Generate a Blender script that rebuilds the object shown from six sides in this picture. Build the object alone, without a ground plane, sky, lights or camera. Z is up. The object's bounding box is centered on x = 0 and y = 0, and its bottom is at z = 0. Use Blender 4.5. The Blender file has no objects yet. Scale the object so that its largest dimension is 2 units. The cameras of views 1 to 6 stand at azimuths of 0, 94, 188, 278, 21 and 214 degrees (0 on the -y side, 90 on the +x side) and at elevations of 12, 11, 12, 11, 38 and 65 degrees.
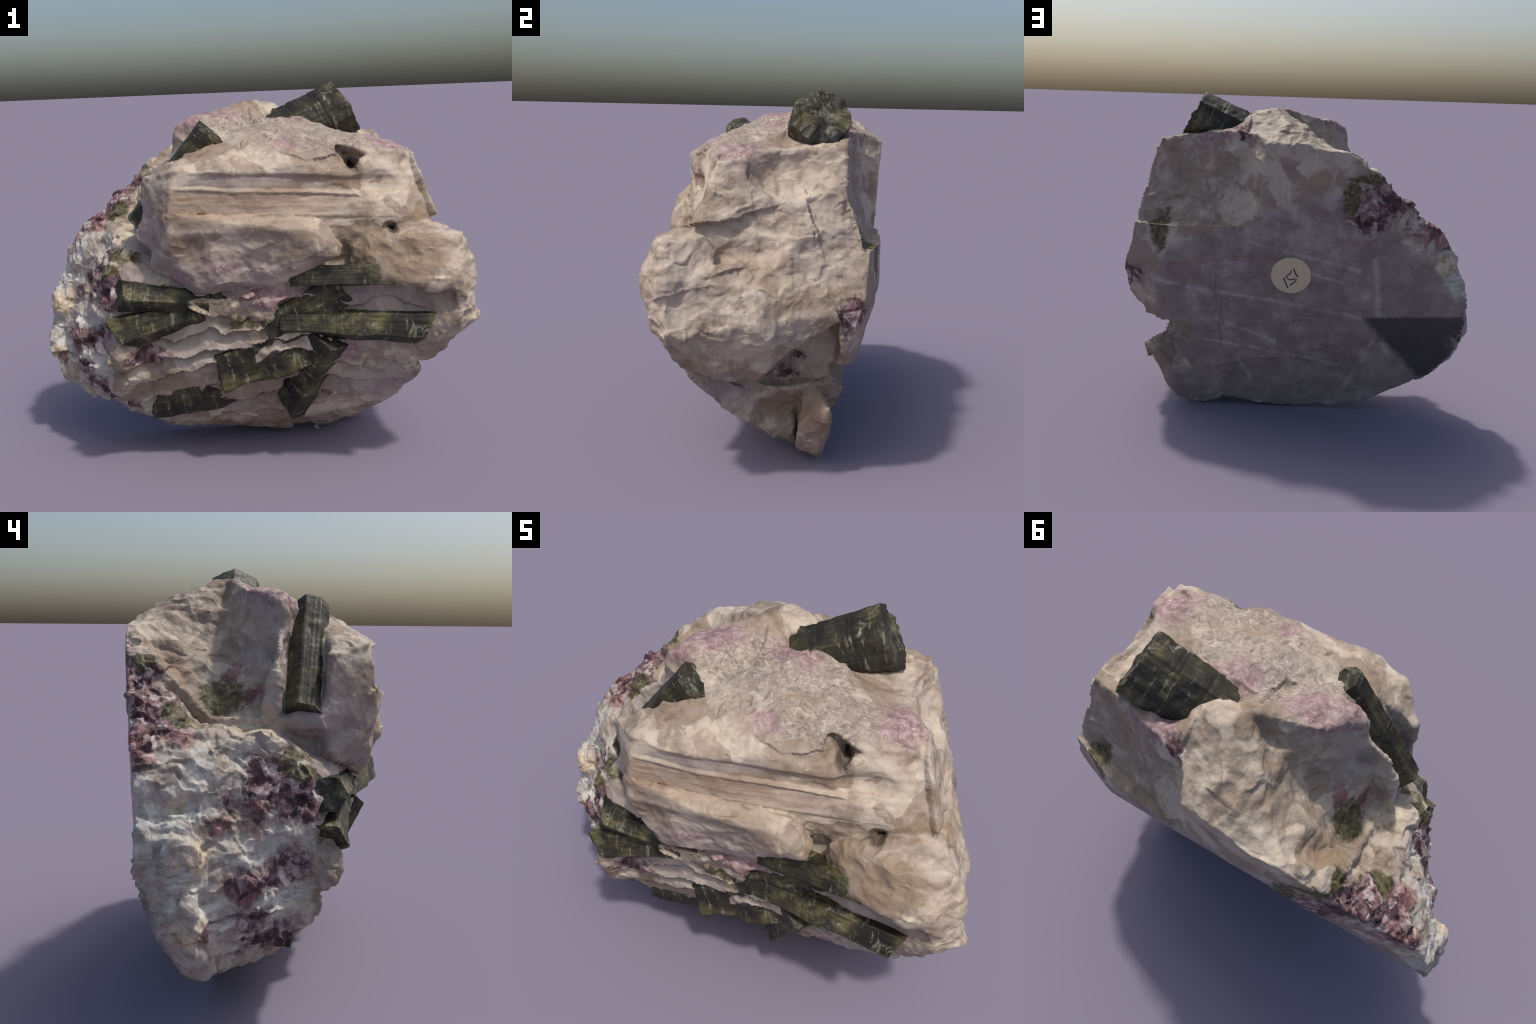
import bpy, bmesh, math, random
import numpy as np
from mathutils import Vector, Matrix

random.seed(7)
rng = np.random.default_rng(11)

# ------------------------------------------------------------------ noise
_tab = np.random.default_rng(5).random((64, 64, 64)).astype(np.float32) * 2 - 1


def vnoise(p):
    """smooth value noise in -1..1 at points p (n,3)"""
    i = np.floor(p).astype(np.int64)
    f = (p - i).astype(np.float32)
    f = f * f * f * (f * (f * 6 - 15) + 10)
    a, b, c = (i[:, k] & 63 for k in range(3))
    a1, b1, c1 = (a + 1) & 63, (b + 1) & 63, (c + 1) & 63
    x, y, z = f[:, 0], f[:, 1], f[:, 2]
    l = lambda u, v, t: u + (v - u) * t
    return l(l(l(_tab[a, b, c], _tab[a1, b, c], x), l(_tab[a, b1, c], _tab[a1, b1, c], x), y),
             l(l(_tab[a, b, c1], _tab[a1, b, c1], x), l(_tab[a, b1, c1], _tab[a1, b1, c1], x), y), z)


def fbm(p, scale, octaves=4, gain=0.5, seed=0.0):
    out, amp, tot = 0, 1.0, 0
    q = p * scale + seed
    for _ in range(octaves):
        out = out + amp * vnoise(q)
        tot += amp
        amp *= gain
        q = q * 2.03 + 17.3
    return out / tot


def facets(p, scale, seed=0, tilt=1.0):
    """broken-stone relief: every Worley cell is a small plane with a tilt of its own"""
    q = p * scale + seed * 7.7
    base = np.floor(q).astype(np.int64)
    best = np.full(len(p), 9e9)
    second = np.full(len(p), 9e9)
    hb = np.zeros(len(p))
    hs = np.zeros(len(p))
    for dx in (-1, 0, 1):
        for dy in (-1, 0, 1):
            for dz in (-1, 0, 1):
                c = base + (dx, dy, dz)
                a, b, d = (c[:, k] & 63 for k in range(3))
                o = np.stack([_tab[a, b, d], _tab[b, d, (a + 7) & 63], _tab[d, (a + 3) & 63, b]], 1) * .5 + .5
                g = np.stack([_tab[(a + 11) & 63, b, d], _tab[a, (b + 19) & 63, d], _tab[a, b, (d + 29) & 63]], 1)
                v = q - (c + o)
                dist = (v * v).sum(1)
                h = (v * g).sum(1) * tilt + _tab[(a + 31) & 63, (b + 5) & 63, d] * .3
                near = dist < best
                second = np.where(near, best, np.minimum(second, dist))
                hs = np.where(near, hb, np.where(dist <= second, h, hs))
                hb = np.where(near, h, hb)
                best = np.where(near, dist, best)
    w = np.clip((np.sqrt(second) - np.sqrt(best)) / .09, 0, 1) * .5 + .5
    return hb * w + hs * (1 - w)


def scallops(p, scale, seed=0, tilt=.5):
    """conchoidal fracture: shallow tilted bowls that meet in sharp ridges"""
    q = p * scale + seed * 5.3
    base = np.floor(q).astype(np.int64)
    low = np.full(len(p), 9.)
    for dx in (-1, 0, 1):
        for dy in (-1, 0, 1):
            for dz in (-1, 0, 1):
                c = base + (dx, dy, dz)
                a, b, d = (c[:, k] & 63 for k in range(3))
                o = np.stack([_tab[a, b, d], _tab[b, d, (a + 7) & 63], _tab[d, (a + 3) & 63, b]], 1) * .5 + .5
                g = np.stack([_tab[(a + 11) & 63, b, d], _tab[a, (b + 19) & 63, d], _tab[a, b, (d + 29) & 63]], 1)
                v = q - (c + o)
                low = np.minimum(low, .6 * (v * v).sum(1) + tilt * (v * g).sum(1) + .25 * _tab[(a + 31) & 63, (b + 5) & 63, d])
    return low


def sm(lo, hi, x):
    t = np.clip((x - lo) / (hi - lo), 0, 1)
    return t * t * (3 - 2 * t)


# ------------------------------------------------------------------ solid modelling: convex blocks of rock
def hull_planes(points):
    bm = bmesh.new()
    for p in points:
        bm.verts.new(p)
    bmesh.ops.convex_hull(bm, input=bm.verts)
    bm.normal_update()
    mid = np.mean(points, 0)
    seen = {}
    for f in bm.faces:
        n = np.array(f.normal)
        if n @ n < .5:
            continue
        d = n @ np.array(f.verts[0].co)
        if n @ mid > d:
            n, d = -n, -d
        seen[tuple(np.round(np.append(n, d), 3))] = (n, d)
    bm.free()
    return list(seen.values())


def block(points):
    pl = hull_planes(points)
    N = np.array([n for n, d in pl], np.float32)
    D = np.array([d for n, d in pl], np.float32)

    def f(p):
        out = np.full(len(p), -9., np.float32)
        for n, d in zip(N, D):
            np.maximum(out, p @ n - d, out=out)
        return out
    return f


def egg(c, r, axes=None):
    c, r = np.array(c, np.float32), np.array(r, np.float32)
    M = None if axes is None else np.array(axes, np.float32)

    def f(p):
        q = p - c
        if M is not None:
            q = q @ M.T
        k = np.sqrt(((q / r) ** 2).sum(1))
        return (k - 1) * r.min()
    return f


def rod(a, b, r):
    a, b = np.array(a, np.float32), np.array(b, np.float32)

    def f(p):
        ab = b - a
        t = np.clip((p - a) @ ab / (ab @ ab), 0, 1)
        return np.linalg.norm(p - a - t[:, None] * ab, axis=1) - r
    return f


# control points of the convex blocks the stone is broken into (metres)
upper_block = [  # quartz block above the groove
    (-.35, .60, 1.42), (-.35, .47, 1.48), (-.08, .60, 1.45), (-.08, .44, 1.54), (.30, .60, 1.46), (.30, .39, 1.545), (.587, .50, 1.512), (.59, .55, 1.475), (.555, .60, 1.40),
    (.74, .55, 1.12), (.80, .55, .88), (.745, -.21, 1.42), (.82, -.30, 1.148), (.66, -.235, 1.445), (.40, -.335, 1.445),
    (-.12, -.475, 1.40), (-.265, -.45, 1.39), (-.035, -.435, 1.42), (.28, -.395, 1.405), (.387, -.27, 1.478), (.187, -.31, 1.498),
    (.064, -.26, 1.51), (.12, -.17, 1.575), (.25, -.13, 1.55), (.267, -.186, 1.514), (-.282, -.476, 1.32), (-.298, -.475, 1.237), (.2, -.425, 1.2), (.44, -.375, 1.18),
    (-.406, -.318, 1.361), (.145, .14, 1.556), (.31, .01, 1.53), (.47, .10, 1.52), (-.11, -.2, 1.52), (-.54, .50, 1.337),
    (-.46, -.28, 1.10), (-.44, -.08, 1.12), (-.42, .2, 1.0), (-.5, .55, 1.0), (.8, -.25, .9), (-.3, -.42, 1.0)]
front_bulge = [  # bulge below the groove
    (-.298, -.492, 1.237), (.05, -.524, 1.184), (-.299, -.492, 1.128), (.398, -.466, 1.035), (.30, -.49, 1.14), (.327, -.435, 1.19), (-.113, -.47, 1.026),
    (-.2, -.425, .88), (.235, -.38, .897), (.418, -.42, 1.07), (-.39, -.31, 1.12), (-.41, -.32, .97), (-.27, -.41, .93), (.3, -.2, 1.0), (-.3, -.1, 1.0)]
right_block = [
    (.60, -.39, 1.127), (.705, -.492, 1.108), (.91, -.43, 1.11), (.92, -.40, 1.10), (.86, -.50, 1.0), (.90, -.517, .874), (.697, -.513, .917),
    (.627, -.5, .927), (.56, -.40, .95), (.54, -.38, 1.0), (.45, -.375, 1.05), (.44, -.375, .93), (.85, -.2, 1.05), (.6, -.2, 1.0), (.5, -.2, .9), (.86, -.2, .8), (.80, -.46, .86),
    (.90, -.466, .739), (1.015, -.379, .72), (.92, -.37, .64), (.7, -.38, .60), (.85, -.25, 1.12), (.88, -.25, 1.0)]
middle_block = [  # the widest part of the stone
    (.89, -.25, 1.0), (1.015, -.379, .72), (.92, -.30, .62), (.90, -.466, .739), (.85, -.394, .58), (.79, -.10, .465), (.77, .128, .65),
    (.80, .55, .84), (.77, .50, .66), (.53, .45, .51), (.33, .40, .095), (.15, .35, .03), (-.28, .3, 0), (-.43, .25, 0),
    (-.56, .3, .08), (-.72, .3, .215), (-.87, .3, .316), (-.985, .30, .45), (-.975, .35, .674), (-.93, .40, .97), (-.975, .38, .84), (-.85, .19, 1.01), (-.88, .15, .91), (-.87, .0, .53), (-.816, .47, 1.09), (-.72, -.02, .88),
    (-.2, -.38, .9), (.5, -.40, .9), (0, -.27, .62), (.4, -.31, .62), (-.5, -.33, .93), (-.56, -.10, 1.09), (-.735, .0, .97), (-.66, -.19, .65),
    (-.825, .066, .764), (-.905, .124, .725), (-.968, .13, .485), (-.919, .10, .371), (-.83, .10, .262), (-.73, .10, .214),
    (-.60, -.06, .195), (-.52, -.30, .62), (-.60, -.285, .53), (-.58, -.29, .46), (-.57, -.2, .39), (-.35, 0, .10), (-.33, -.11, .14), (-.47, -.12, .19),
    (.2, -.13, .2), (-.09, -.22, .34), (.31, .07, .02), (.65, .6, 1.1)]
shelf_band = [  # tan layer under the bulge
    (-.25, -.43, .84), (-.2, -.42, .80), (.04, -.345, .68), (.22, -.355, .75), (.40, -.40, .84), (.24, -.385, .89), (-.2, -.2, .8), (.3, -.2, .8), (0, -.2, .7)]
wedge = [  # clear quartz wedge between the crystals of the lower front
    (-.46, -.30, .50), (-.2, -.325, .57), (.10, -.35, .64), (.02, -.355, .68), (-.2, -.33, .67), (-.42, -.29, .58), (-.4, -.15, .5), (.1, -.15, .65), (-.1, -.15, .7)]
splinter = [
    (-.17, -.335, .585), (.16, -.365, .665), (.12, -.345, .615), (-.10, -.325, .53), (-.1, -.2, .6), (.1, -.2, .65)]
chip_low = [(.08, -.26, .44), (.26, -.30, .47), (.24, -.25, .39), (.10, -.22, .36), (.05, -.1, .4), (.3, -.1, .4)]
left_shoulder = [
    (-.53, .50, 1.31), (-.66, .50, 1.185), (-.80, .45, 1.07), (-.80, .28, 1.065), (-.54, .365, 1.33), (-.63, .35, 1.19), (-.58, .27, 1.17), (-.45, .15, 1.05), (-.47, .50, 1.34),
    (-.746, .05, .957), (-.5, .40, .8), (-.9, .31, .9), (-.5, 0, .9)]
knob = [
    (-.11, -.2, 1.565), (-.243, -.15, 1.58), (-.28, -.10, 1.56), (-.18, .05, 1.615), (.04, .162, 1.66), (.145, .14, 1.575),
    (-.33, -.1, 1.35), (-.2, .16, 1.33), (.2, 0, 1.4), (-.1, -.25, 1.4)]
crest = [
    (.04, .162, 1.66), (.083, .264, 1.65), (.17, .2, 1.635), (-.08, .44, 1.545), (.3, .38, 1.53), (.145, .14, 1.575), (.22, .1, 1.55),
    (-.2, .17, 1.34), (-.35, .47, 1.46), (0, .2, 1.3), (.3, .3, 1.3)]
lower_ledge = [
    (.707, -.358, .505), (.64, -.33, .56), (.745, -.33, .48), (.76, -.27, .42), (.697, -.194, .302), (.5, -.02, .165), (.31, .07, 0), (.2, -.15, .2),
    (.3, .2, .5), (.38, -.23, .5), (.58, 0, .42), (.35, .15, .03), (.53, .09, .15), (.46, .15, .02), (.56, .12, .30)]
foot = [
    (.755, .30, .345), (.72, .24, .34), (.655, .30, .11), (.63, .22, .06), (.587, .3, .045), (.5, .25, 0), (.45, .32, .05), (.35, .2, 0.01),
    (.42, .18, .1), (.42, .18, .4), (.6, .2, .45), (.67, .15, .22), (.54, .14, .05), (.3, .3, .1)]
pocket = [
    (-.11, .17, 1.53), (-.25, .165, 1.336), (-.455, .15, 1.12), (-.35, .475, 1.495), (-.54, .33, 1.355), (-.08, .42, 1.70), (-.18, .05, 1.625),
    (-.33, -.10, 1.347), (-.44, -.05, 1.125), (-.9, .35, 1.55), (-.9, -.2, 1.5), (-.7, -.05, 1.15), (-.3, -.08, 1.7)]
back_hollow = [  # broken corner high on the back
    (.70, .335, 1.27), (.60, .33, 1.56), (.15, .405, 1.56), (.2, .405, 1.25), (.05, .53, 1.56), (.10, .50, 1.06), (.75, .42, 1.07),
    (.9, .7, 1.1), (.9, .7, 1.6), (.05, .7, 1.1), (.05, .7, 1.6), (.9, .4, 1.3)]


lip_recess = [  # dark slot between the right block and the long crystal
    (.33, -.40, .89), (.86, -.475, .87), (.885, -.465, .68), (.33, -.36, .66), (.85, -.65, .90), (.33, -.6, .90), (.90, -.65, .62), (.33, -.6, .60), (.6, -.45, .89), (.6, -.42, .64)]
under_hollow = [  # hollow under the right block
    (.95, -.08, .45), (.95, .13, .65), (.95, .2, .72), (.95, .33, .80), (.95, .33, .5), (.95, .2, .40), (.66, -.03, .43), (.60, .13, .60),
    (.59, .2, .68), (.62, .33, .74), (.60, .3, .45), (.60, .2, .42)]
hole_notch = [
    (.39, -.24, 1.46), (.39, -.31, 1.44), (.47, -.24, 1.36), (.47, -.38, 1.36), (.53, -.26, 1.42), (.53, -.36, 1.42), (.45, -.2, 1.43), (.45, -.36, 1.50)]
crystal_bed = [  # open trough in which the slanting crystal lies
    (-.52, -.30, 1.12), (-.52, -.12, 1.12), (-.13, -.29, 1.59), (-.13, -.13, 1.62), (-.45, -.13, 1.14), (-.46, -.29, 1.14), (-.25, -.13, 1.43), (-.27, -.29, 1.43),
    (-.6, -.33, 1.3), (-.6, -.12, 1.3), (-.35, -.33, 1.65), (-.35, -.11, 1.65)]


def back_face(p):
    """the sawn back: one leaning plane, steeper towards the top and the corners"""
    x, y, z = p[:, 0], p[:, 1], p[:, 2]
    d = (y - (.20 + .275 * z + .10 * x)) * .95
    d = np.maximum(d, y - (.508 + .04 * (z - 1.2)))
    d = np.maximum(d, (y - (.458 - .25 * (x - .70))) * .97)
    d = np.maximum(d, (y - (.565 + .2 * x)) * .98)
    d = np.maximum(d, (y - (.63 + .36 * x)) * .94)
    return np.maximum(d, (y - (.455 + .30 * (z - .75) - .42 * (x - .66))) * .87)


under_cut = [  # everything below the right block, before ledge and foot are added
    (.60, -.45, .53), (1.05, -.5, .565), (1.05, -.1, .46), (.70, -.05, .44), (.62, -.25, .44), (.60, -.45, .1), (.62, 0, .05), (1.05, -.5, 0), (1.05, .15, 0), (.70, .12, .05), (.72, .12, .45)]
LUMPS = [  # knobs of the crust on the left end: centre, radii
    ((-.56, -.29, .60), (.08, .09, .09)),
    ((-.93, .13, .715), (.055, .06, .055)), ((-.945, .13, .50), (.055, .07, .07)), ((-.785, .34, 1.05), (.06, .06, .05)), ((-.89, .12, .37), (.05, .06, .05))]


def stone(p):
    p = np.asarray(p, np.float32)
    d = block(upper_block)(p)
    for b in (right_block, middle_block):
        e = block(b)(p)
        k = np.clip(.5 + .5 * (d - e) / .04, 0, 1)
        d = d + (e - d) * k - .02 * k * (1 - k)
    for b in (front_bulge, shelf_band, wedge, splinter, chip_low, left_shoulder, knob, crest):
        d = np.minimum(d, block(b)(p))
    for c, r in LUMPS:
        e = egg(c, r)(p)
        k = np.clip(.5 + .5 * (d - e) / .05, 0, 1)          # soft union
        d = d + (e - d) * k - .05 * k * (1 - k)
    d = np.maximum(d, -block(under_cut)(p))
    for b in (lower_ledge, foot):
        d = np.minimum(d, block(b)(p))
    cuts = [block(pocket), block(back_hollow), block(lip_recess), block(under_hollow), block(crystal_bed),
            egg((.62, -.42, 1.325), (.19, .14, .10)),               # scoop in the front
            egg((.50, -.47, 1.08), (.045, .06, .07)),
            egg((.80, .12, 1.42), (.175, .24, .17)), egg((.72, -.02, 1.53), (.11, .13, .07)), egg((-.70, .55, 1.17), (.17, .14, .11)),
            egg((.82, -.40, 1.29), (.13, .13, .10)),
            block(hole_notch),
            rod((.53, .36, .46), (.76, .33, .50), .065),              # gap behind the foot
            rod((.47, -.34, 1.385), (.475, -.2, 1.375), .022),       # drusy holes in the front
            rod((.626, -.44, 1.135), (.635, -.30, 1.105), .021), rod((.60, -.42, 1.13), (.64, -.36, 1.12), .018)]
    for c in cuts:
        d = np.maximum(d, -c(p))
    return np.maximum(d, back_face(p))


# ------------------------------------------------------------------ surface nets
def mesh_of(f, lo, hi, h):
    lo = np.array(lo, np.float32)
    n = np.ceil((np.array(hi) - lo) / h).astype(int) + 1
    step = 4
    nc = n // step + 2
    gc = np.stack(np.meshgrid(*[lo[k] + np.arange(nc[k]) * h * step for k in range(3)], indexing="ij"), -1).reshape(-1, 3)
    coarse = f(gc).reshape(nc)
    near = np.abs(coarse) < h * step * 2.2
    up = lambda a: np.repeat(np.repeat(np.repeat(a, step, 0), step, 1), step, 2)[:n[0], :n[1], :n[2]]
    val = up(coarse).astype(np.float32)
    grow = near.copy()
    for ax in range(3):
        grow |= np.roll(near, -1, ax) | np.roll(near, 1, ax)
    idx = np.argwhere(up(grow))
    val[tuple(idx.T)] = f(lo + idx.astype(np.float32) * h)
    s = val < 0
    corners = [(i, j, k) for i in (0, 1) for j in (0, 1) for k in (0, 1)]
    m = n - 1
    sl = lambda a, c: a[c[0]:c[0] + m[0], c[1]:c[1] + m[1], c[2]:c[2] + m[2]]
    cnt = sum(sl(s, c).astype(np.int8) for c in corners)
    act = (cnt > 0) & (cnt < 8)
    cells = np.argwhere(act)
    ids = np.full(m, -1, np.int64)
    ids[tuple(cells.T)] = np.arange(len(cells))
    acc = np.zeros((len(cells), 3))
    num = np.zeros(len(cells))
    for a in corners:
        for ax in range(3):
            if a[ax]:
                continue
            b = list(a)
            b[ax] = 1
            va, vb = val[tuple((cells + a).T)], val[tuple((cells + b).T)]
            cr = (va < 0) != (vb < 0)
            t = np.where(cr, va / np.where(cr, va - vb, 1), 0)
            pt = np.tile(np.array(a, float), (len(cells), 1))
            pt[:, ax] += t
            acc += pt * cr[:, None]
            num += cr
    verts = lo + (cells + acc / num[:, None]) * h
    quads = []
    for ax in range(3):
        o = [k for k in range(3) if k != ax]
        e = np.zeros(3, int)
        e[ax] = 1
        A = s[:n[0] - e[0], :n[1] - e[1], :n[2] - e[2]]
        B = s[e[0]:, e[1]:, e[2]:]
        at = np.argwhere(A != B)
        at = at[(at[:, o[0]] > 0) & (at[:, o[1]] > 0)]
        at = at[(at < m).all(1)]
        u, v = np.zeros(3, int), np.zeros(3, int)
        u[o[0]] = 1
        v[o[1]] = 1
        q = np.stack([ids[tuple((at - u - v).T)], ids[tuple((at - v).T)], ids[tuple(at.T)], ids[tuple((at - u).T)]], 1)
        flip = A[tuple(at.T)]
        if ax == 1:
            flip = ~flip
        q[~flip] = q[~flip][:, ::-1]
        quads.append(q)
    return verts, np.concatenate(quads)


def new_mesh(name, verts, faces):
    me = bpy.data.meshes.new(name)
    me.vertices.add(len(verts))
    me.vertices.foreach_set("co", np.asarray(verts, np.float32).ravel())
    k = faces.shape[1]
    me.loops.add(len(faces) * k)
    me.loops.foreach_set("vertex_index", np.asarray(faces, np.int32).ravel())
    me.polygons.add(len(faces))
    me.polygons.foreach_set("loop_start", np.arange(0, len(faces) * k, k, dtype=np.int32))
    me.polygons.foreach_set("loop_total", np.full(len(faces), k, np.int32))
    me.update(calc_edges=True)
    return me


def normals_of(v, f):
    a = v[f[:, 2]] - v[f[:, 0]]
    b = v[f[:, 3]] - v[f[:, 1]]
    fn = np.cross(a, b)
    n = np.zeros_like(v)
    for k in range(4):
        for c in range(3):
            n[:, c] += np.bincount(f[:, k], fn[:, c], len(v))
    return n / np.maximum(np.linalg.norm(n, axis=1, keepdims=True), 1e-12)


def relax(v, f, times, amount=.5):
    e = np.concatenate([f[:, [0, 1]], f[:, [1, 2]], f[:, [2, 3]], f[:, [3, 0]]])
    deg = np.bincount(e.ravel(), minlength=len(v))[:, None]
    for _ in range(times):
        s = np.zeros_like(v)
        for c in range(3):
            s[:, c] = np.bincount(e[:, 0], v[e[:, 1], c], len(v)) + np.bincount(e[:, 1], v[e[:, 0], c], len(v))
        v = v + (s / deg - v) * amount
    return v


def quads_split(v, f):
    """every quad into four"""
    e = np.sort(np.concatenate([f[:, [0, 1]], f[:, [1, 2]], f[:, [2, 3]], f[:, [3, 0]]]), 1)
    key, inv = np.unique(e[:, 0] * len(v) + e[:, 1], return_inverse=True)
    ev = (v[key // len(v)] + v[key % len(v)]) / 2
    fv = v[f].mean(1)
    nv, nf = len(v), len(f)
    E = (inv + nv).reshape(4, nf)
    C = np.arange(nf) + nv + len(ev)
    out = np.concatenate([np.stack([f[:, k], E[k], C, E[(k + 3) % 4]], 1) for k in range(4)])
    return np.concatenate([v, ev, fv]), out


# ------------------------------------------------------------------ where each mineral sits: centre, radii (metres)
PURPLE = [  # fine lepidolite mica
    ((-.60, .38, 1.27), (.13, .10, .12)), ((-.66, .30, 1.19), (.10, .10, .10)), ((-.66, -.13, .93), (.11, .12, .10)), ((-.60, -.24, .86), (.10, .10, .10)),
    ((-.68, -.21, .62), (.10, .07, .07)), ((-.80, -.05, .59), (.06, .10, .06)), ((-.69, -.10, .36), (.10, .12, .07)), ((-.64, -.16, .28), (.12, .08, .07)),
    ((-.55, .455, 1.22), (.15, .06, .11)), ((-.46, .46, 1.12), (.10, .05, .07)), ((.78, .46, .76), (.07, .06, .07)), ((.84, .39, .80), (.05, .07, .09)),
    ((.64, .08, .47), (.08, .07, .04)), ((-.45, -.32, .575), (.10, .07, .05)), ((-.68, -.17, .84), (.06, .07, .06)), ((.20, .36, 1.535), (.07, .06, .05)),
    ((-.70, .24, 1.13), (.08, .09, .08)), ((-.76, -.05, .86), (.06, .09, .05)), ((-.73, -.16, .60), (.09, .09, .06)), ((-.78, -.06, .46), (.06, .10, .05)), ((-.70, -.12, .34), (.12, .14, .08)),
    ((.63, .0, .47), (.07, .07, .03)), ((.63, .15, .55), (.05, .06, .05)), ((-.80, .30, 1.10), (.09, .09, .06))]
RED = [
    ((-.77, .36, 1.06), (.08, .08, .05)), ((-.72, .20, 1.07), (.06, .06, .04)), ((-.83, .0, .79), (.06, .10, .045)), ((-.75, -.09, .82), (.05, .06, .06)),
    ((-.75, .42, 1.07), (.10, .06, .05)), ((-.86, .33, 1.02), (.07, .08, .05)), ((-.80, -.03, .55), (.05, .08, .05)), ((-.32, .07, 1.28), (.03, .05, .06)),
    ((-.40, 0, 1.20), (.03, .06, .03)), ((-.93, .05, .44), (.03, .05, .04)), ((.26, -.27, .46), (.05, .06, .03))]
PINK = [  # rosy quartz and mica felt
    ((-.15, 0, 1.61), (.14, .09, .05)), ((.17, .02, 1.55), (.10, .09, .06)), ((.64, -.14, 1.46), (.12, .10, .05)), ((.18, -.30, 1.485), (.06, .05, .04)),
    ((.14, -.42, .84), (.20, .06, .06)), ((-.05, -.50, 1.00), (.10, .05, .02)), ((.45, -.36, .60), (.06, .06, .05)), ((.28, .37, 1.53), (.06, .05, .05)),
    ((-.22, -.10, 1.57), (.06, .08, .05)), ((.40, .36, 1.5), (.05, .05, .04)), ((-.30, -.43, .93), (.08, .08, .03))]
FELT = [  # greyish mica felt on the top and in the crust
    ((0, -.05, 1.57), (.24, .16, .08)), ((.25, -.05, 1.54), (.22, .14, .06)), ((.45, -.18, 1.47), (.20, .12, .05)), ((.15, -.22, 1.50), (.25, .08, .04)),
    ((-.50, .47, 1.20), (.17, .05, .13)), ((.30, -.29, 1.47), (.2, .05, .03))]
WHITE = [  # platy white feldspar
    ((-.72, .03, .98), (.14, .12, .10)), ((-.82, .12, .90), (.10, .12, .10)), ((-.66, -.19, .72), (.12, .13, .06)), ((-.95, .12, .62), (.12, .12, .10)),
    ((-.92, .10, .48), (.10, .12, .08)), ((-.93, .24, .80), (.09, .12, .10)), ((-.72, -.14, .50), (.10, .12, .07)), ((-.78, -.05, .70), (.10, .10, .05)),
    ((-.66, -.20, .52), (.10, .12, .06)), ((-.85, .02, .50), (.12, .10, .07)), ((-.88, .33, .96), (.06, .08, .08)), ((-.62, -.10, .45), (.10, .14, .05))]
CREAM = [
    ((-.94, .10, .46), (.07, .08, .06)), ((-.92, .12, .71), (.07, .08, .05)), ((-.12, -.43, .80), (.14, .06, .05)), ((.08, -.39, .68), (.12, .06, .04)),
    ((-.84, .20, .88), (.05, .06, .05)), ((-.50, -.04, 1.10), (.08, .08, .05)), ((-.86, .34, .90), (.06, .08, .05)), ((-.44, .10, 1.06), (.06, .07, .05))]
OLIVE = [  # green tourmaline flush with the stone
    ((-.385, .11, 1.17), (.07, .09, .11)), ((-.53, -.18, 1.0), (.08, .08, .04)), ((.62, .47, 1.06), (.06, .08, .13)), ((-.37, .50, 1.23), (.05, .05, .09)),
    ((-.47, .47, 1.335), (.12, .05, .03)), ((-.63, .21, 1.16), (.05, .06, .06)), ((-.59, -.22, .95), (.07, .07, .035)), ((-.46, .13, 1.03), (.06, .06, .04)),
    ((.0, -.41, .72), (.14, .06, .03)), ((-.54, .37, 1.34), (.08, .06, .03))]
BROWN = [  # iron-stained, see-through quartz
    ((.72, -.47, 1.02), (.16, .08, .10)), ((-.30, -.48, 1.27), (.10, .06, .05)), ((.80, -.32, 1.17), (.14, .06, .04)), ((.27, -.19, 1.51), (.09, .08, .04)),
    ((.07, -.25, 1.49), (.07, .07, .04)), ((-.21, .51, 1.30), (.06, .05, .08)), ((-.22, .50, 1.18), (.03, .05, .10)), ((-.58, .40, .96), (.07, .05, .06)), ((-.42, .30, 1.30), (.08, .10, .10)),
    ((.56, -.42, 1.06), (.05, .06, .08)), ((.60, .10, .30), (.12, .12, .12)), ((.35, .15, 1.58), (.2, .1, .05)), ((.72, .25, .25), (.10, .08, .12)), ((.85, .0, 1.0), (.08, .12, .10)), ((.83, .12, .85), (.06, .10, .07))]
GREY = [  # cloudy lilac-grey quartz
    ((-.42, -.25, 1.15), (.12, .2, .2)), ((-.30, -.05, 1.40), (.12, .12, .15)), ((-.10, -.46, .95), (.3, .1, .09)), ((.6, -.40, .80), (.3, .08, .10)),
    ((-.2, -.30, .62), (.25, .1, .12)), ((.6, -.25, .40), (.25, .2, .12)), ((-.50, -.33, .92), (.09, .08, .08)), ((0, -.42, 1.35), (.3, .08, .03))]
PALE = [  # pale patches on the right end
    ((.80, .10, 1.15), (.15, .30, .22)), ((.92, -.35, .95), (.12, .14, .20)), ((.90, -.1, .75), (.14, .30, .16)), ((.70, .1, 1.42), (.14, .2, .09)), ((.86, -.40, 1.12), (.08, .05, .03))]
GROOVES = [((.10, -.45, 1.26), (.60, .12, .07))]


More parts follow.
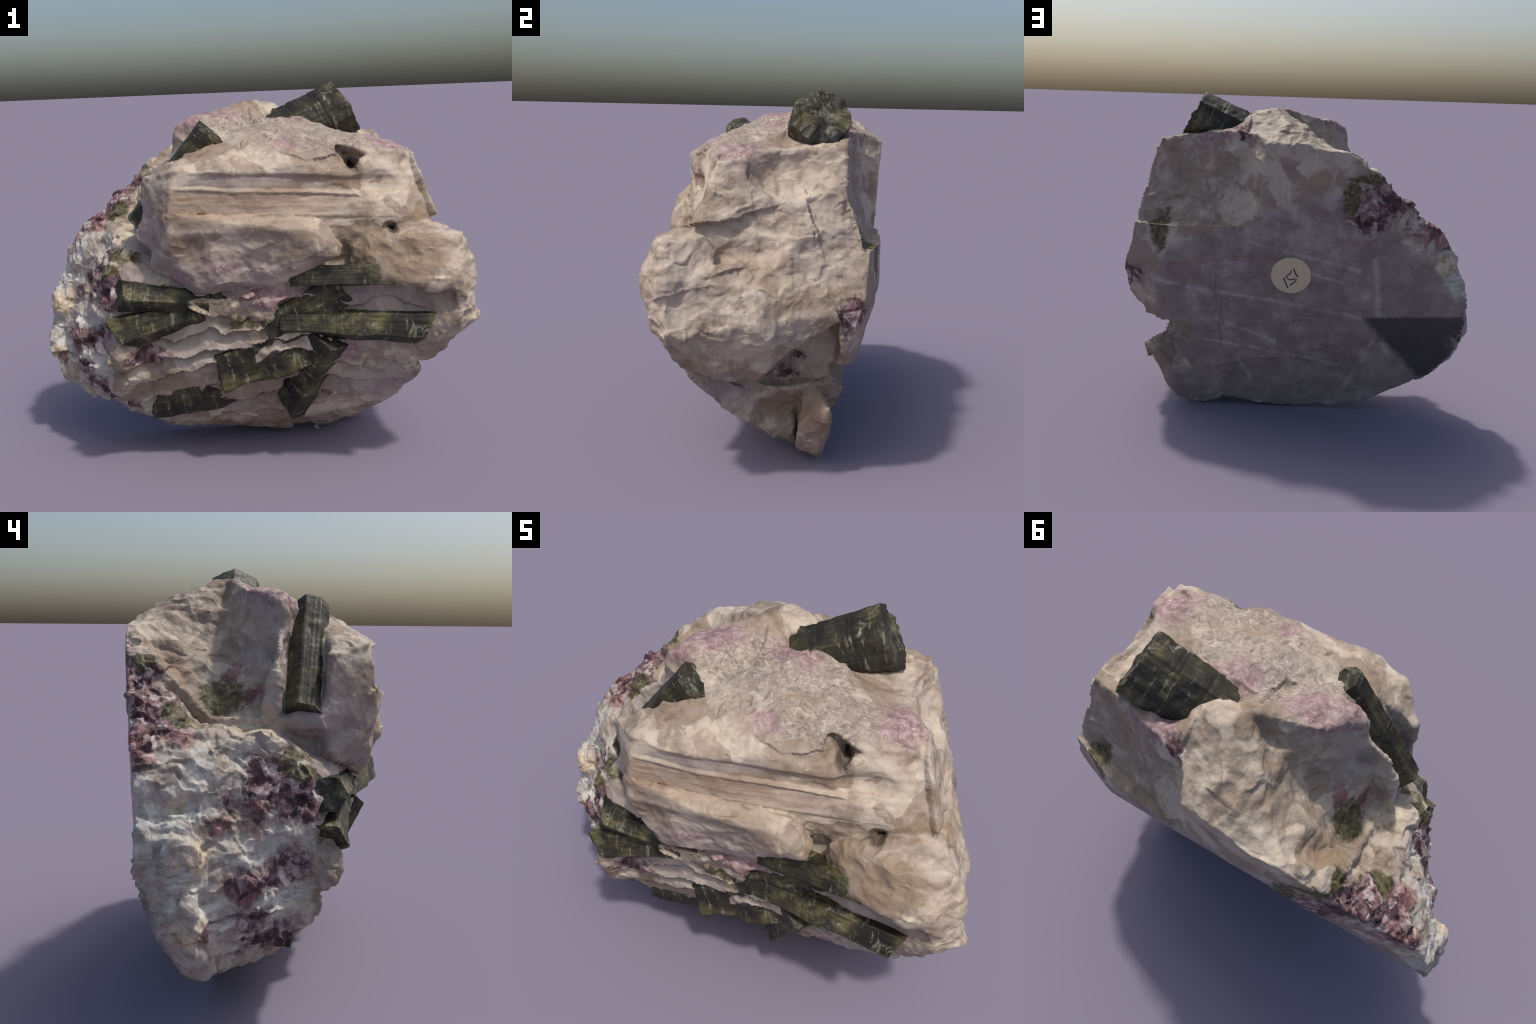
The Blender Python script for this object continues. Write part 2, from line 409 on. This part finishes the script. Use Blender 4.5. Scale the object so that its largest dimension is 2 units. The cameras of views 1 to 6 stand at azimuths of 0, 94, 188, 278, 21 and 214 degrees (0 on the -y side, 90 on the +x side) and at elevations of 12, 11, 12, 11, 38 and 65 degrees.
# ------------------------------------------------------------------ node helper
class Graph:
    def __init__(self, name):
        self.mat = bpy.data.materials.new(name)
        self.mat.use_nodes = True
        self.t = self.mat.node_tree
        self.bsdf = self.t.nodes["Principled BSDF"]
        tc = self.t.nodes.new("ShaderNodeTexCoord")
        self.p = tc.outputs["Object"]

    def node(self, kind, ins=(), out=0, **props):
        n = self.t.nodes.new(kind)
        for k, val in props.items():
            setattr(n, k, val)
        for k, val in (ins.items() if isinstance(ins, dict) else enumerate(ins)):
            if val is None:
                continue
            if isinstance(val, bpy.types.NodeSocket):
                self.t.links.new(val, n.inputs[k])
            else:
                n.inputs[k].default_value = val
        return n.outputs[out]

    def m(self, op, a, b=None, c=None, clamp=False):
        return self.node("ShaderNodeMath", [a, b, c], operation=op, use_clamp=clamp)

    def v(self, op, a, b=None):
        out = 1 if op in ("LENGTH", "DOT_PRODUCT", "DISTANCE") else 0
        return self.node("ShaderNodeVectorMath", [a, b], out=out, operation=op)

    def noise(self, scale, detail=4., rough=.55, vec=None, color=False, distort=0.):
        return self.node("ShaderNodeTexNoise", {"Vector": vec or self.p, "Scale": scale, "Detail": detail, "Roughness": rough, "Distortion": distort}, out=1 if color else 0)

    def voronoi(self, scale, feature="F1", vec=None, out=0):
        return self.node("ShaderNodeTexVoronoi", {"Vector": vec or self.p, "Scale": scale}, out=out, feature=feature)

    def range(self, x, lo, hi, to0=0., to1=1.):
        return self.node("ShaderNodeMapRange", {"Value": x, "From Min": lo, "From Max": hi, "To Min": to0, "To Max": to1}, interpolation_type="SMOOTHSTEP")

    def mix(self, fac, a, b):
        col = lambda c: (*c, 1) if isinstance(c, tuple) and len(c) == 3 else c
        return self.node("ShaderNodeMix", {"Factor": fac, "A": None, 6: col(a), 7: col(b)}, out=2, data_type="RGBA")

    def ramp(self, x, stops):
        n = self.t.nodes.new("ShaderNodeValToRGB")
        e = n.color_ramp.elements
        while len(e) < len(stops):
            e.new(.5)
        for k, (pos, col) in enumerate(stops):
            e[k].position = pos
            e[k].color = (*col, 1)
        self.t.links.new(x, n.inputs[0])
        return n.outputs[0]

    def patches(self, blobs, vec, ragged, amount=.5, soft=.12):
        best = None
        for c, r in blobs:
            d = self.v("LENGTH", self.v("MULTIPLY", self.v("SUBTRACT", vec, c), tuple(1 / k for k in r)))
            best = d if best is None else self.m("MINIMUM", best, d)
        d = self.m("MULTIPLY_ADD", ragged, amount, best)
        return self.range(d, 1 + soft, 1 - soft)

    def line(self, a, b, vec, wide):
        a, b = Vector(a), Vector(b)
        ab = b - a
        pa = self.v("SUBTRACT", vec, tuple(a))
        t = self.m("DIVIDE", self.v("DOT_PRODUCT", pa, tuple(ab)), ab.length_squared, clamp=True)
        sc = self.node("ShaderNodeVectorMath", {0: tuple(ab), "Scale": t}, operation="SCALE")
        d = self.v("DISTANCE", pa, sc)
        return self.range(d, wide, wide * .3)

    def set(self, **kw):
        for k, val in kw.items():
            k = k.replace("_", " ")
            if isinstance(val, bpy.types.NodeSocket):
                self.t.links.new(val, self.bsdf.inputs[k])
            else:
                self.bsdf.inputs[k].default_value = val


def stone_material():
    g = Graph("pegmatite_stone")
    wob = g.node("ShaderNodeVectorMath", {0: g.v("SUBTRACT", g.noise(9, 3, color=True), (.5, .5, .5)), "Scale": .09}, operation="SCALE")
    pw = g.v("ADD", g.p, wob)
    rag = g.m("SUBTRACT", g.noise(38, 7, .7), .5)          # ragged mask edges
    rag2 = g.m("MULTIPLY", rag, 2.)
    big, mid, fine = g.noise(3.2, 5, .6, pw), g.noise(10, 6, .6, pw), g.noise(60, 5, .6)
    cells = g.voronoi(7, vec=pw, out=1)
    cellv = g.node("ShaderNodeSeparateColor", [cells], out=0)
    # quartz: clear tan beside cloudy pale, crisp edged
    cloud = g.m("ADD", g.m("MULTIPLY", big, .55), g.m("ADD", g.m("MULTIPLY", mid, .55), g.m("MULTIPLY", cellv, .16)))
    quartz = g.ramp(cloud, [(.43, (.188, .134, .092)), (.50, (.238, .177, .126)), (.555, (.295, .226, .166)), (.60, (.290, .234, .186)), (.64, (.395, .322, .248)), (.71, (.50, .425, .342))])
    quartz = g.mix(g.range(g.noise(5.5, 4, .6), .52, .66, 0, .5), quartz, (.34, .265, .20))
    milk = g.m("MULTIPLY", g.range(g.noise(4.2, 7, .68, pw, distort=.8), .56, .68), g.range(fine, .3, .6, .3, .75))
    quartz = g.mix(milk, quartz, (.46, .395, .33))
    quartz = g.mix(g.range(g.noise(2.6, 4, .6, g.v("ADD", pw, (3., 5., 1.))), .54, .70, 0, .5), quartz, (.275, .222, .198))
    quartz = g.mix(g.m("MULTIPLY", g.patches(BROWN, pw, rag2, .4, .25), .75), quartz, g.mix(fine, (.225, .155, .098), (.32, .235, .16)))
    quartz = g.mix(g.m("MULTIPLY", g.patches(GREY, pw, rag2, .5, .4), .55), quartz, g.mix(mid, (.27, .215, .20), (.37, .32, .31)))
    quartz = g.mix(g.m("MULTIPLY", g.patches(PALE, pw, rag2, .6, .4), g.range(mid, .40, .56, .15, .75)), quartz, (.49, .41, .335))
    # grooved strip: brown bands along the groove
    q = g.v("MULTIPLY", g.p, (.5, 8., 26.))
    stripe = g.noise(1.6, 4, .6, q)
    quartz = g.mix(g.m("MULTIPLY", g.patches(GROOVES, pw, rag, .4, .3), .7), quartz, g.ramp(stripe, [(.36, (.225, .155, .105)), (.5, (.33, .245, .185)), (.62, (.42, .335, .265))]))
    # sawn back: greyer, with pale veins
    sep = g.node("ShaderNodeSeparateXYZ", [g.p], out=1)
    sx = g.node("ShaderNodeSeparateXYZ", [g.p], out=0)
    sz = g.node("ShaderNodeSeparateXYZ", [g.p], out=2)
    plane = g.m("SUBTRACT", sep, g.m("ADD", g.m("MULTIPLY", sz, .275), g.m("MULTIPLY", sx, .10)))
    ny = g.node("ShaderNodeSeparateXYZ", [g.node("ShaderNodeNewGeometry", out=1)], out=1)
    back = g.m("MULTIPLY", g.range(plane, .175, .195), g.range(ny, .6, .85))
    backcol = g.ramp(mid, [(.35, (.215, .17, .158)), (.5, (.265, .215, .20)), (.62, (.32, .27, .255)), (.72, (.42, .38, .365))])
    backcol = g.mix(g.m("MULTIPLY", g.range(sz, .92, 1.12), g.range(mid, .45, .6, 0, .6)), backcol, (.40, .37, .36))
    col = g.mix(g.m("MULTIPLY", back, .9), quartz, backcol)
    veins = None
    wig = g.v("ADD", g.p, g.node("ShaderNodeVectorMath", {0: wob, "Scale": .25}, operation="SCALE"))
    by = lambda x, z: .20 + .275 * z + .10 * x
    for (x0, z0), (x1, z1), w in (((.80, .80), (.35, .70), .006), ((.40, .72), (-.02, .66), .006), ((-.02, .66), (-.44, .585), .007), ((.40, .42), (.02, .36), .005),
                                  ((.02, .36), (-.35, .28), .006), ((-.50, .45), (-.36, .14), .010), ((.14, 1.0), (-.42, .86), .006), ((-.15, .84), (-.34, .79), .005),
                                  ((.33, .55), (.02, .42), .006), ((-.44, .585), (-.97, .60), .006), ((-.5, .92), (-.53, .62), .009), ((.22, .30), (.12, .12), .008)):
        l = g.line((x0, by(x0, z0), z0), (x1, by(x1, z1), z1), wig, w * 2.6)
        veins = l if veins is None else g.m("MAXIMUM", veins, l)
    col = g.mix(g.m("MULTIPLY", g.m("MULTIPLY", veins, back), g.range(mid, .35, .58, .1, .7)), col, (.45, .41, .39))
    # saw scratches and the dark hard-edged corner
    scr = g.line((.335, .49, 1.0), (.305, .345, .38), wig, .03)
    comb = g.range(g.noise(9, 3, .6, g.v("MULTIPLY", g.p, (16., 1., .5))), .50, .60)
    col = g.mix(g.m("MULTIPLY", g.m("MULTIPLY", scr, comb), g.m("MULTIPLY", back, .8)), col, (.06, .05, .045))
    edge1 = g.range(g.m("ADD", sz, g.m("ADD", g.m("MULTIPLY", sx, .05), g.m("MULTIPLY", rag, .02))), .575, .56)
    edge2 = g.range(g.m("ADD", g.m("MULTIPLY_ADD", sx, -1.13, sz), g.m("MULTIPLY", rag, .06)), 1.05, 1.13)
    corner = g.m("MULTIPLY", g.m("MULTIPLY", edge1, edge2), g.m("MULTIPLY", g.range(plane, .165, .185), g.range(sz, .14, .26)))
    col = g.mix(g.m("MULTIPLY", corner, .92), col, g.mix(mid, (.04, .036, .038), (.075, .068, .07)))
    # crusts, one over the other
    plates = g.noise(5, 4, .6, g.v("MULTIPLY", pw, (2., 2., 9.)))
    white = g.ramp(g.m("ADD", g.m("MULTIPLY", plates, .7), g.m("MULTIPLY", fine, .3)), [(.36, (.27, .245, .215)), (.47, (.47, .445, .40)), (.60, (.62, .595, .535))])
    felt = g.ramp(g.noise(34, 7, .7, pw, distort=1.5), [(.34, (.12, .098, .074)), (.46, (.25, .202, .168)), (.54, (.35, .29, .25)), (.66, (.54, .475, .41))])
    leaf = g.voronoi(30, vec=pw, out=1)
    leafv = g.node("ShaderNodeSeparateColor", [leaf], out=1)
    pur = g.ramp(g.m("ADD", g.m("MULTIPLY", g.noise(22, 6, .7, pw), .75), g.m("MULTIPLY", leafv, .25)),
                 [(.37, (.045, .024, .026)), (.47, (.125, .062, .066)), (.555, (.235, .142, .145)), (.62, (.37, .29, .285)), (.70, (.55, .50, .47))])
    red = g.ramp(g.m("ADD", g.m("MULTIPLY", g.noise(20, 5, .65, pw), .7), g.m("MULTIPLY", leafv, .3)),
                 [(.34, (.05, .022, .025)), (.46, (.145, .058, .062)), (.57, (.27, .125, .118)), (.70, (.42, .26, .235))])
    pink = g.ramp(g.noise(30, 6, .7, pw, distort=1.), [(.36, (.16, .088, .10)), (.5, (.29, .178, .187)), (.66, (.48, .39, .37))])
    cream = g.ramp(g.noise(24, 5, .6, pw), [(.35, (.30, .21, .13)), (.5, (.52, .42, .30)), (.65, (.66, .58, .46))])
    olive = g.ramp(g.noise(40, 6, .7, pw), [(.38, (.022, .020, .010)), (.5, (.075, .066, .024)), (.6, (.15, .135, .06)), (.72, (.38, .35, .27))])
    col = g.mix(g.m("MULTIPLY", g.patches(FELT, pw, rag2, .9, .4), .8), col, felt)
    col = g.mix(g.m("MULTIPLY", g.patches(PINK, pw, rag2, 1.2, .4), .85), col, pink)
    crust = g.m("MULTIPLY", g.range(g.m("ADD", sx, g.m("MULTIPLY", rag2, .12)), -.58, -.66), g.range(back, .6, .2))
    col = g.mix(g.m("MULTIPLY", crust, .45), col, g.mix(g.range(mid, .42, .58), g.mix(fine, (.27, .215, .18), (.38, .31, .265)), white))
    col = g.mix(g.m("MULTIPLY", g.patches(WHITE, pw, rag2, .8, .3), g.range(g.noise(6, 4, .6), .40, .56, .2, 1.)), col, white)
    col = g.mix(g.patches(CREAM, pw, rag2, .7, .25), col, cream)
    col = g.mix(g.patches(PURPLE, pw, rag2, 1.1, .25), col, pur)
    col = g.mix(g.m("MULTIPLY", g.patches(RED, pw, rag2, 1.1, .3), .85), col, red)
    col = g.mix(g.m("MULTIPLY", g.patches(OLIVE, pw, rag2, .8, .2), .92), col, olive)
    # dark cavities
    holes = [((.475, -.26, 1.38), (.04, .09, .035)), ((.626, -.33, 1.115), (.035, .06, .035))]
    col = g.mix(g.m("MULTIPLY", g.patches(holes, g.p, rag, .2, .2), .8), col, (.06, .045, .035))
    grain = g.m("ADD", g.m("MULTIPLY", fine, .5), g.m("MULTIPLY", g.noise(170, 3, .6), .25))
    bump = g.node("ShaderNodeBump", {"Strength": .45, "Distance": .009, "Height": g.m("ADD", grain, g.m("MULTIPLY", mid, .6))})
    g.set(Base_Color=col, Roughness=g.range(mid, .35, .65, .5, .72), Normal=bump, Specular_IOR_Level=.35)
    return g.mat


def crystal_material():
    g = Graph("green_tourmaline")
    wob = g.node("ShaderNodeVectorMath", {0: g.v("SUBTRACT", g.noise(14, 3, color=True), (.5, .5, .5)), "Scale": .03}, operation="SCALE")
    pw = g.v("ADD", g.p, wob)
    rnd = g.node("ShaderNodeObjectInfo", out=5)
    sh = g.v("ADD", pw, g.node("ShaderNodeCombineXYZ", [rnd, g.m("MULTIPLY", rnd, 7.), 0.]))
    stria = g.noise(1., 4, .6, g.v("MULTIPLY", sh, (90., 90., 5.)))
    patch = g.noise(9, 5, .6, sh)
    fine = g.noise(55, 5, .65, sh)
    body = g.ramp(g.m("ADD", g.m("MULTIPLY", patch, .7), g.m("MULTIPLY", stria, .3)),
                  [(.40, (.012, .011, .008)), (.52, (.028, .025, .014)), (.59, (.068, .060, .024)), (.66, (.135, .122, .052)), (.75, (.24, .222, .14))])
    cracks = g.noise(1., 3, .55, g.v("MULTIPLY", sh, (7., 7., 46.)))
    ck = g.m("MULTIPLY", g.range(cracks, .57, .66), g.range(fine, .38, .6))
    moss = g.range(g.noise(7, 6, .7, g.v("ADD", sh, (2., 1., 4.))), .50, .64)
    amount = g.node("ShaderNodeAttribute", out=2, attribute_type="OBJECT", attribute_name='["olive"]')
    moss = g.m("MULTIPLY", moss, amount)
    body = g.mix(g.m("MULTIPLY", moss, g.range(fine, .3, .65, .3, .9)), body, (.135, .125, .052))
    col = g.mix(g.m("MULTIPLY", ck, .6), body, (.27, .262, .19))
    frost = g.m("MULTIPLY", g.range(g.noise(6, 5, .7, sh), .58, .70), g.range(fine, .45, .58))
    col = g.mix(g.m("MULTIPLY", frost, .6), col, (.38, .36, .31))
    bump = g.node("ShaderNodeBump", {"Strength": .5, "Distance": .004, "Height": g.m("ADD", g.m("MULTIPLY", stria, .8), g.m("MULTIPLY", fine, .4))})
    g.set(Base_Color=col, Roughness=g.range(fine, .3, .7, .42, .7), Normal=bump, Specular_IOR_Level=.4)
    return g.mat


def plain(name, a, b, scale, rough):
    g = Graph(name)
    g.set(Base_Color=g.mix(g.noise(scale, 4), a, b), Roughness=rough)
    return g.mat


# ------------------------------------------------------------------ objects
def put(name, me, parent, mat=None):
    ob = bpy.data.objects.new(name, me)
    bpy.context.scene.collection.objects.link(ob)
    ob.parent = parent
    if mat:
        me.materials.append(mat)
    return ob


root = bpy.data.objects.new("mineral_specimen", None)
bpy.context.scene.collection.objects.link(root)
root["label"] = "pale broken quartz rock with dark green tourmaline crystals"
root["category"] = "mineral specimen"
MAT_STONE, MAT_GREEN = stone_material(), crystal_material()

v, f = mesh_of(stone, (-1.06, -.60, -.04), (1.06, .62, 1.72), .0105)
v = relax(v, f, 2)
v, f = quads_split(v, f)
v = relax(v, f, 1)
nrm = normals_of(v, f)


def near(blobs, p):
    best = np.full(len(p), 9.)
    for c, r in blobs:
        best = np.minimum(best, np.linalg.norm((p - np.array(c)) / np.array(r), axis=1))
    return best


def relief(p, n):
    """how far the broken surface stands out, by the kind of rock that is there"""
    x, y, z = p.T
    saw = sm(.03, .008, np.abs(back_face(p.astype(np.float32)))) * sm(.75, .9, n[:, 1])
    left = sm(-.46, -.58, x + .05 * fbm(p, 6, 2, seed=4)) * (1 - saw)
    side = sm(.45, .7, n[:, 0]) * sm(.5, .7, x)
    band = sm(-.2, -.3, y) * sm(-.45, -.65, n[:, 1]) * sm(1.1, 1.16, z) * sm(1.44, 1.36, z) * sm(.8, .6, x)
    warp = p + .03 * np.stack([fbm(p, 9, 2, seed=k * 9.1) for k in (1, 2, 3)], 1)
    chips = .036 * scallops(warp, 3.6, 1, .9) + .024 * scallops(warp, 8, 2, .9) + .012 * scallops(warp, 18, 3, .9) + .006 * scallops(warp, 34, 23, .9) + .003 * fbm(p, 40, 3) + .016
    tilted = warp * (1, 1, 1.3) + np.stack([0 * x, .35 * z, -.35 * y], 1)
    rough = .042 * scallops(tilted, 3., 4, 1.3) + .006 * facets(tilted, 5, 18, 1.) - .016 * scallops(tilted, 6.5, 22, 1.) + .018 * scallops(tilted, 9.5, 5, 1.) + .005 * facets(tilted, 13, 19, 1.) + .007 * scallops(tilted, 22, 6, .9) + .003 * fbm(p, 35, 3)
    ridg = 1 - np.abs(fbm(warp * (1, 1, 1.6), 8, 3, seed=2.))
    grains = sm(1.25, .8, near(PURPLE + RED, p))
    crumb = .045 * scallops(warp, 4.2, 10, 1.) - .030 * scallops(warp, 7.5, 15, 1.) + .012 * facets(warp, 7, 20) + .018 * scallops(warp, 13, 7, 1.) + .010 * facets(warp, 18, 8, 1.2) + .020 * (ridg - .8) + .004 * fbm(p, 45, 3) + .008
    crumb = crumb + grains * (.014 * facets(warp, 13, 16, 1.2) - .008 * scallops(warp, 26, 17, 1.))
    q = z + .078 * x + .010 * fbm(p, 5, 2, seed=6)
    strips = np.interp(q, (1.205, 1.215, 1.255, 1.26, 1.30, 1.305, 1.315, 1.318, 1.37, 1.385), (-.004, .002, -.004, -.008, -.013, -.004, -.004, -.022, -.016, .004))
    strips = strips * sm(.95, .3, x) * sm(-.30, -.22, x) * (.75 + .5 * fbm(p, 4, 2, seed=8)) + .004 * fbm(p * (.12, 1, 1), 40, 3) + .003 * fbm(p, 30, 3)
    sawn = (.005 * facets(warp, 4, 9) + .002 * fbm(p, 25, 3)) * sm(.09, .13, np.hypot(x + .07, z - .819))
    # slanted splintery ledges of the lower front, undercut below
    ribs = sm(.12, .22, y) * sm(1.15, 1.3, z) * sm(.1, -.05, x) * sm(.3, .6, n[:, 2]) * sm(.49, .44, y)
    chips = chips + ribs * .016 * (np.abs(fbm(p * (1, .35, 1) + .12 * warp, 9, 2, seed=30)) * 2 - .4)
    low = sm(.93, .86, z) * sm(-.05, -.18, y) * sm(-.25, -.45, n[:, 1]) * sm(-.60, -.50, x) * (.25 + .75 * sm(.60, .30, x)) * sm(.80, .70, x)
    lean = np.where(x < .25, .30, -.10) * (x - .25)
    t = (z - lean) / .105 + 1.1 * fbm(p, 4.5, 3, seed=12) + .25 * facets(warp, 9, 12)
    ledges = .040 * (.5 - t % 1) + .020 * scallops(warp, 8, 13, .9) + .008 * scallops(warp, 20, 14, .9) + .003 * fbm(p, 40, 3) + .004
    q = z + .16 * x + .07 * fbm(p, 3.5, 4, seed=21)
    for at in (.36, .55, .93):
        sawn = sawn + .006 * sm(at - .004, at + .004, q) * sm(at + .16, at, q)
    sawn = sawn + .0015 * fbm(p * (1, 0, .06), 50, 3)
    sawn = sawn * sm(.09, .13, np.hypot(x + .07, z - .819))
    chips, rough, crumb, ledges = (r - r.mean() for r in (chips, rough, crumb, ledges))
    ledges = ledges - .016
    d = chips
    for w, r in ((side, rough), (band, strips), (low, ledges), (left, crumb), (saw, sawn)):
        d = d * (1 - w) + r * w
    return d

v = v + nrm * relief(v, nrm)[:, None]
nrm = normals_of(v, f)
# one surface, separated by mineral: quartz, white feldspar crust, mica crust
mid = v[f].mean(1)


inside = lambda blobs: near(blobs, mid) < 1
kind = np.zeros(len(f), int)
kind[(mid[:, 0] < -.62) & (np.abs(back_face(mid.astype(np.float32))) > .03)] = 1
kind[inside(WHITE)] = 1
kind[inside(FELT)] = 2
kind[inside(PURPLE + RED)] = 3
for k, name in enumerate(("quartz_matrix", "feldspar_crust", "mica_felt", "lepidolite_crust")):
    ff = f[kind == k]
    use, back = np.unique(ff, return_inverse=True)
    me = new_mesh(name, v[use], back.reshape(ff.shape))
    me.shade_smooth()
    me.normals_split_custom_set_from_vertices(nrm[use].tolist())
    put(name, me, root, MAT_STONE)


# ------------------------------------------------------------------ crystals
def crystal(a, b, ra, rb, sides, turn, squash, seed):
    """a striated prism from a (buried) to b (free, broken off rough); its own z runs along the prism"""
    a, b = np.array(a, float), np.array(b, float)
    ax = b - a
    L = np.linalg.norm(ax)
    ax /= L
    s = np.cross(ax, (0, 0, 1))
    s /= np.linalg.norm(s)
    t = np.cross(s, ax)
    nu, nl = 120, max(24, int(L / .006))
    ang = np.linspace(0, 2 * np.pi, nu, endpoint=False)
    k = np.pi / sides
    prof = np.cos(k) / np.cos(((ang + math.radians(turn)) % (2 * k)) - k)
    prof = prof * .92 + .08 * np.cos(k)
    r = np.random.default_rng(seed)
    for m in (13, 19, 27, 34, 47):
        prof = prof + .006 * r.random() * np.cos(ang * m + r.random() * 6)
    caps = (.97, .92, .85, .77, .69, .6, .5, .4, .3, .2, .1, .01)
    rings = [(0, .02), (0, .5), (0, .9)] + [(u, 1) for u in np.linspace(0, 1, nl)] + [(1 + .01 * (1 - c), c) for c in caps]
    u = np.array([q for q, _ in rings])
    rad = (ra + (rb - ra) * np.clip(u, 0, 1)) * np.array([c for _, c in rings])
    for at in r.random(5):        # growth joints
        rad = rad * (1 - (.03 if seed == 1 else 0) * np.exp(-((u - at) * L / .006) ** 2))
    # growth steps: the prism changes width a little along its length
    rad = rad * (1 + .025 * vnoise(np.stack([u * L * 9 + seed * 3.3, 0 * u, 0 * u], 1)))
    P = np.stack([np.outer(rad, np.cos(ang) * prof), np.outer(rad, np.sin(ang) * prof) * squash, np.repeat(u[:, None] * L, nu, 1)], -1)
    P = P.reshape(-1, 3)
    end_tilt = (r.random(2) - .5) * (.2 if seed < 3 else 1.1)
    w = fbm(P + seed * 5.1, 16, 4)
    P[:, 2] += end_tilt[0] * P[:, 0] * np.clip(P[:, 2] / L, 0, 1) ** 3 + end_tilt[1] * P[:, 1] * np.clip(P[:, 2] / L, 0, 1) ** 3
    P[:, :2] *= 1 + .06 * w[:, None] + (0 if seed < 3 else .16) * fbm(P + seed * 9.1, 6, 2)[:, None] + .02 * facets(P + seed, 14, 2)[:, None]
    end = np.zeros((len(u), nu))
    end[-len(caps) - 1:] = 1
    P[:, 2] += (fbm(P + seed * 3.7, 20, 4) * .014 + .008 * facets(P + seed, 16, 3)) * end.ravel()
    nr = len(u)
    ii, jj = (q.ravel() for q in np.meshgrid(np.arange(nr - 1), np.arange(nu), indexing="ij"))
    j2 = (jj + 1) % nu
    F = np.stack([ii * nu + jj, ii * nu + j2, (ii + 1) * nu + j2, (ii + 1) * nu + jj], 1)
    me = new_mesh("tourmaline_crystal", P, F)
    me.shade_smooth()
    return me, Matrix(((s[0], t[0], ax[0], a[0]), (s[1], t[1], ax[1], a[1]), (s[2], t[2], ax[2], a[2]), (0, 0, 0, 1)))


CRYSTALS = [  # buried end, free end, radius at each, sides, turn, squash
    ((0, .135, 1.385), (.50, .218, 1.612), .145, .142, 7, 13, 1.),
    ((-.45, -.212, 1.14), (-.115, -.207, 1.535), .076, .080, 7, 0, 1.),
    ((-.15, -.36, .83), (-.555, -.32, .86), .06, .072, 6, 0, 1.),
    ((-.19, -.33, .79), (-.54, -.31, .685), .07, .10, 5, 20, .95),
    ((.31, -.285, .62), (-.15, -.245, .475), .13, .135, 4, 45, .95),
    ((.05, -.15, .42), (-.45, -.12, .315), .13, .135, 4, 30, .95),
    ((.15, -.35, .72), (.765, -.425, .705), .06, .09, 5, 20, .95),
    ((.20, -.37, .93), (.64, -.44, .94), .06, .068, 4, 30, .95),
    ((.08, -.315, .70), (.40, -.325, .85), .10, .11, 4, 45, .95),
    ((.38, -.35, .66), (.195, -.15, .26), .13, .125, 4, 40, .8),
]
for k, (a, b, ra, rb, n, turn, sq) in enumerate(CRYSTALS):
    me, mw = crystal(a, b, ra, rb, n, turn, sq, k + 1)
    ob = put("tourmaline_crystal", me, root, MAT_GREEN)
    ob.matrix_world = mw
    ob["olive"] = (.12, .45, 1., .9, .75, .6, .8, .7, .5, .7)[k]

# ------------------------------------------------------------------ paper label with an inked number on the sawn back
n = Vector((-.10, 1, -.275)).normalized()
right = Vector((-1, -.14, 0))
right = (right - n * right.dot(n)).normalized()
up = n.cross(right)
if up.z < 0:
    up = -up
C = Vector((-.07, .20 + .275 * .819 - .007, .819)) + n * .002
RAD, THICK = .104, .004


def on_label(x, y, h):
    return C + right * (x * RAD) + up * (y * RAD) + n * h


bm = bmesh.new()
N = 72
lo = [bm.verts.new(on_label(math.cos(i * math.tau / N), math.sin(i * math.tau / N), -.006)) for i in range(N)]
hi = [bm.verts.new(on_label(math.cos(i * math.tau / N), math.sin(i * math.tau / N), THICK)) for i in range(N)]
inn = [bm.verts.new(on_label(.97 * math.cos(i * math.tau / N), .97 * math.sin(i * math.tau / N), THICK + .0012)) for i in range(N)]
for i in range(N):
    j = (i + 1) % N
    bm.faces.new((lo[i], lo[j], hi[j], hi[i]))
    bm.faces.new((hi[i], hi[j], inn[j], inn[i]))
bm.faces.new(inn)
bmesh.ops.recalc_face_normals(bm, faces=bm.faces)
me = bpy.data.meshes.new("paper_label")
bm.to_mesh(me)
bm.free()
put("paper_label", me, root, plain("label_paper", (.62, .52, .34), (.68, .58, .40), 12, .7))
INK = plain("blue_ink", (.012, .008, .04), (.02, .014, .06), 40, .5)
for stroke in (((.116, .40), (.17, .25), (.235, .113), (.363, -.05)),
               ((.006, .29), (-.06, .113), (-.25, -.05), (-.15, -.175), (-.04, -.227), (.143, -.186), (.27, -.155), (.253, -.258), (.106, -.42), (-.04, -.515)),
               ((-.37, -.134), (-.26, -.38), (-.14, -.69))):
    cu = bpy.data.curves.new("ink_stroke", "CURVE")
    cu.dimensions = "3D"
    cu.bevel_depth = .0042
    cu.bevel_resolution = 2
    cu.use_fill_caps = True
    sp = cu.splines.new("POLY")
    sp.points.add(len(stroke) - 1)
    for q, (x, y) in zip(sp.points, stroke):
        q.co = (*on_label(x, y, THICK - .0012), 1)
    tmp = bpy.data.objects.new("ink_stroke", cu)
    bpy.context.scene.collection.objects.link(tmp)
    me = bpy.data.meshes.new_from_object(tmp.evaluated_get(bpy.context.evaluated_depsgraph_get()))
    bpy.data.objects.remove(tmp)
    me.name = "inked_digit"
    ob = put("inked_digit", me, root)
    me.materials.clear()
    me.materials.append(INK)
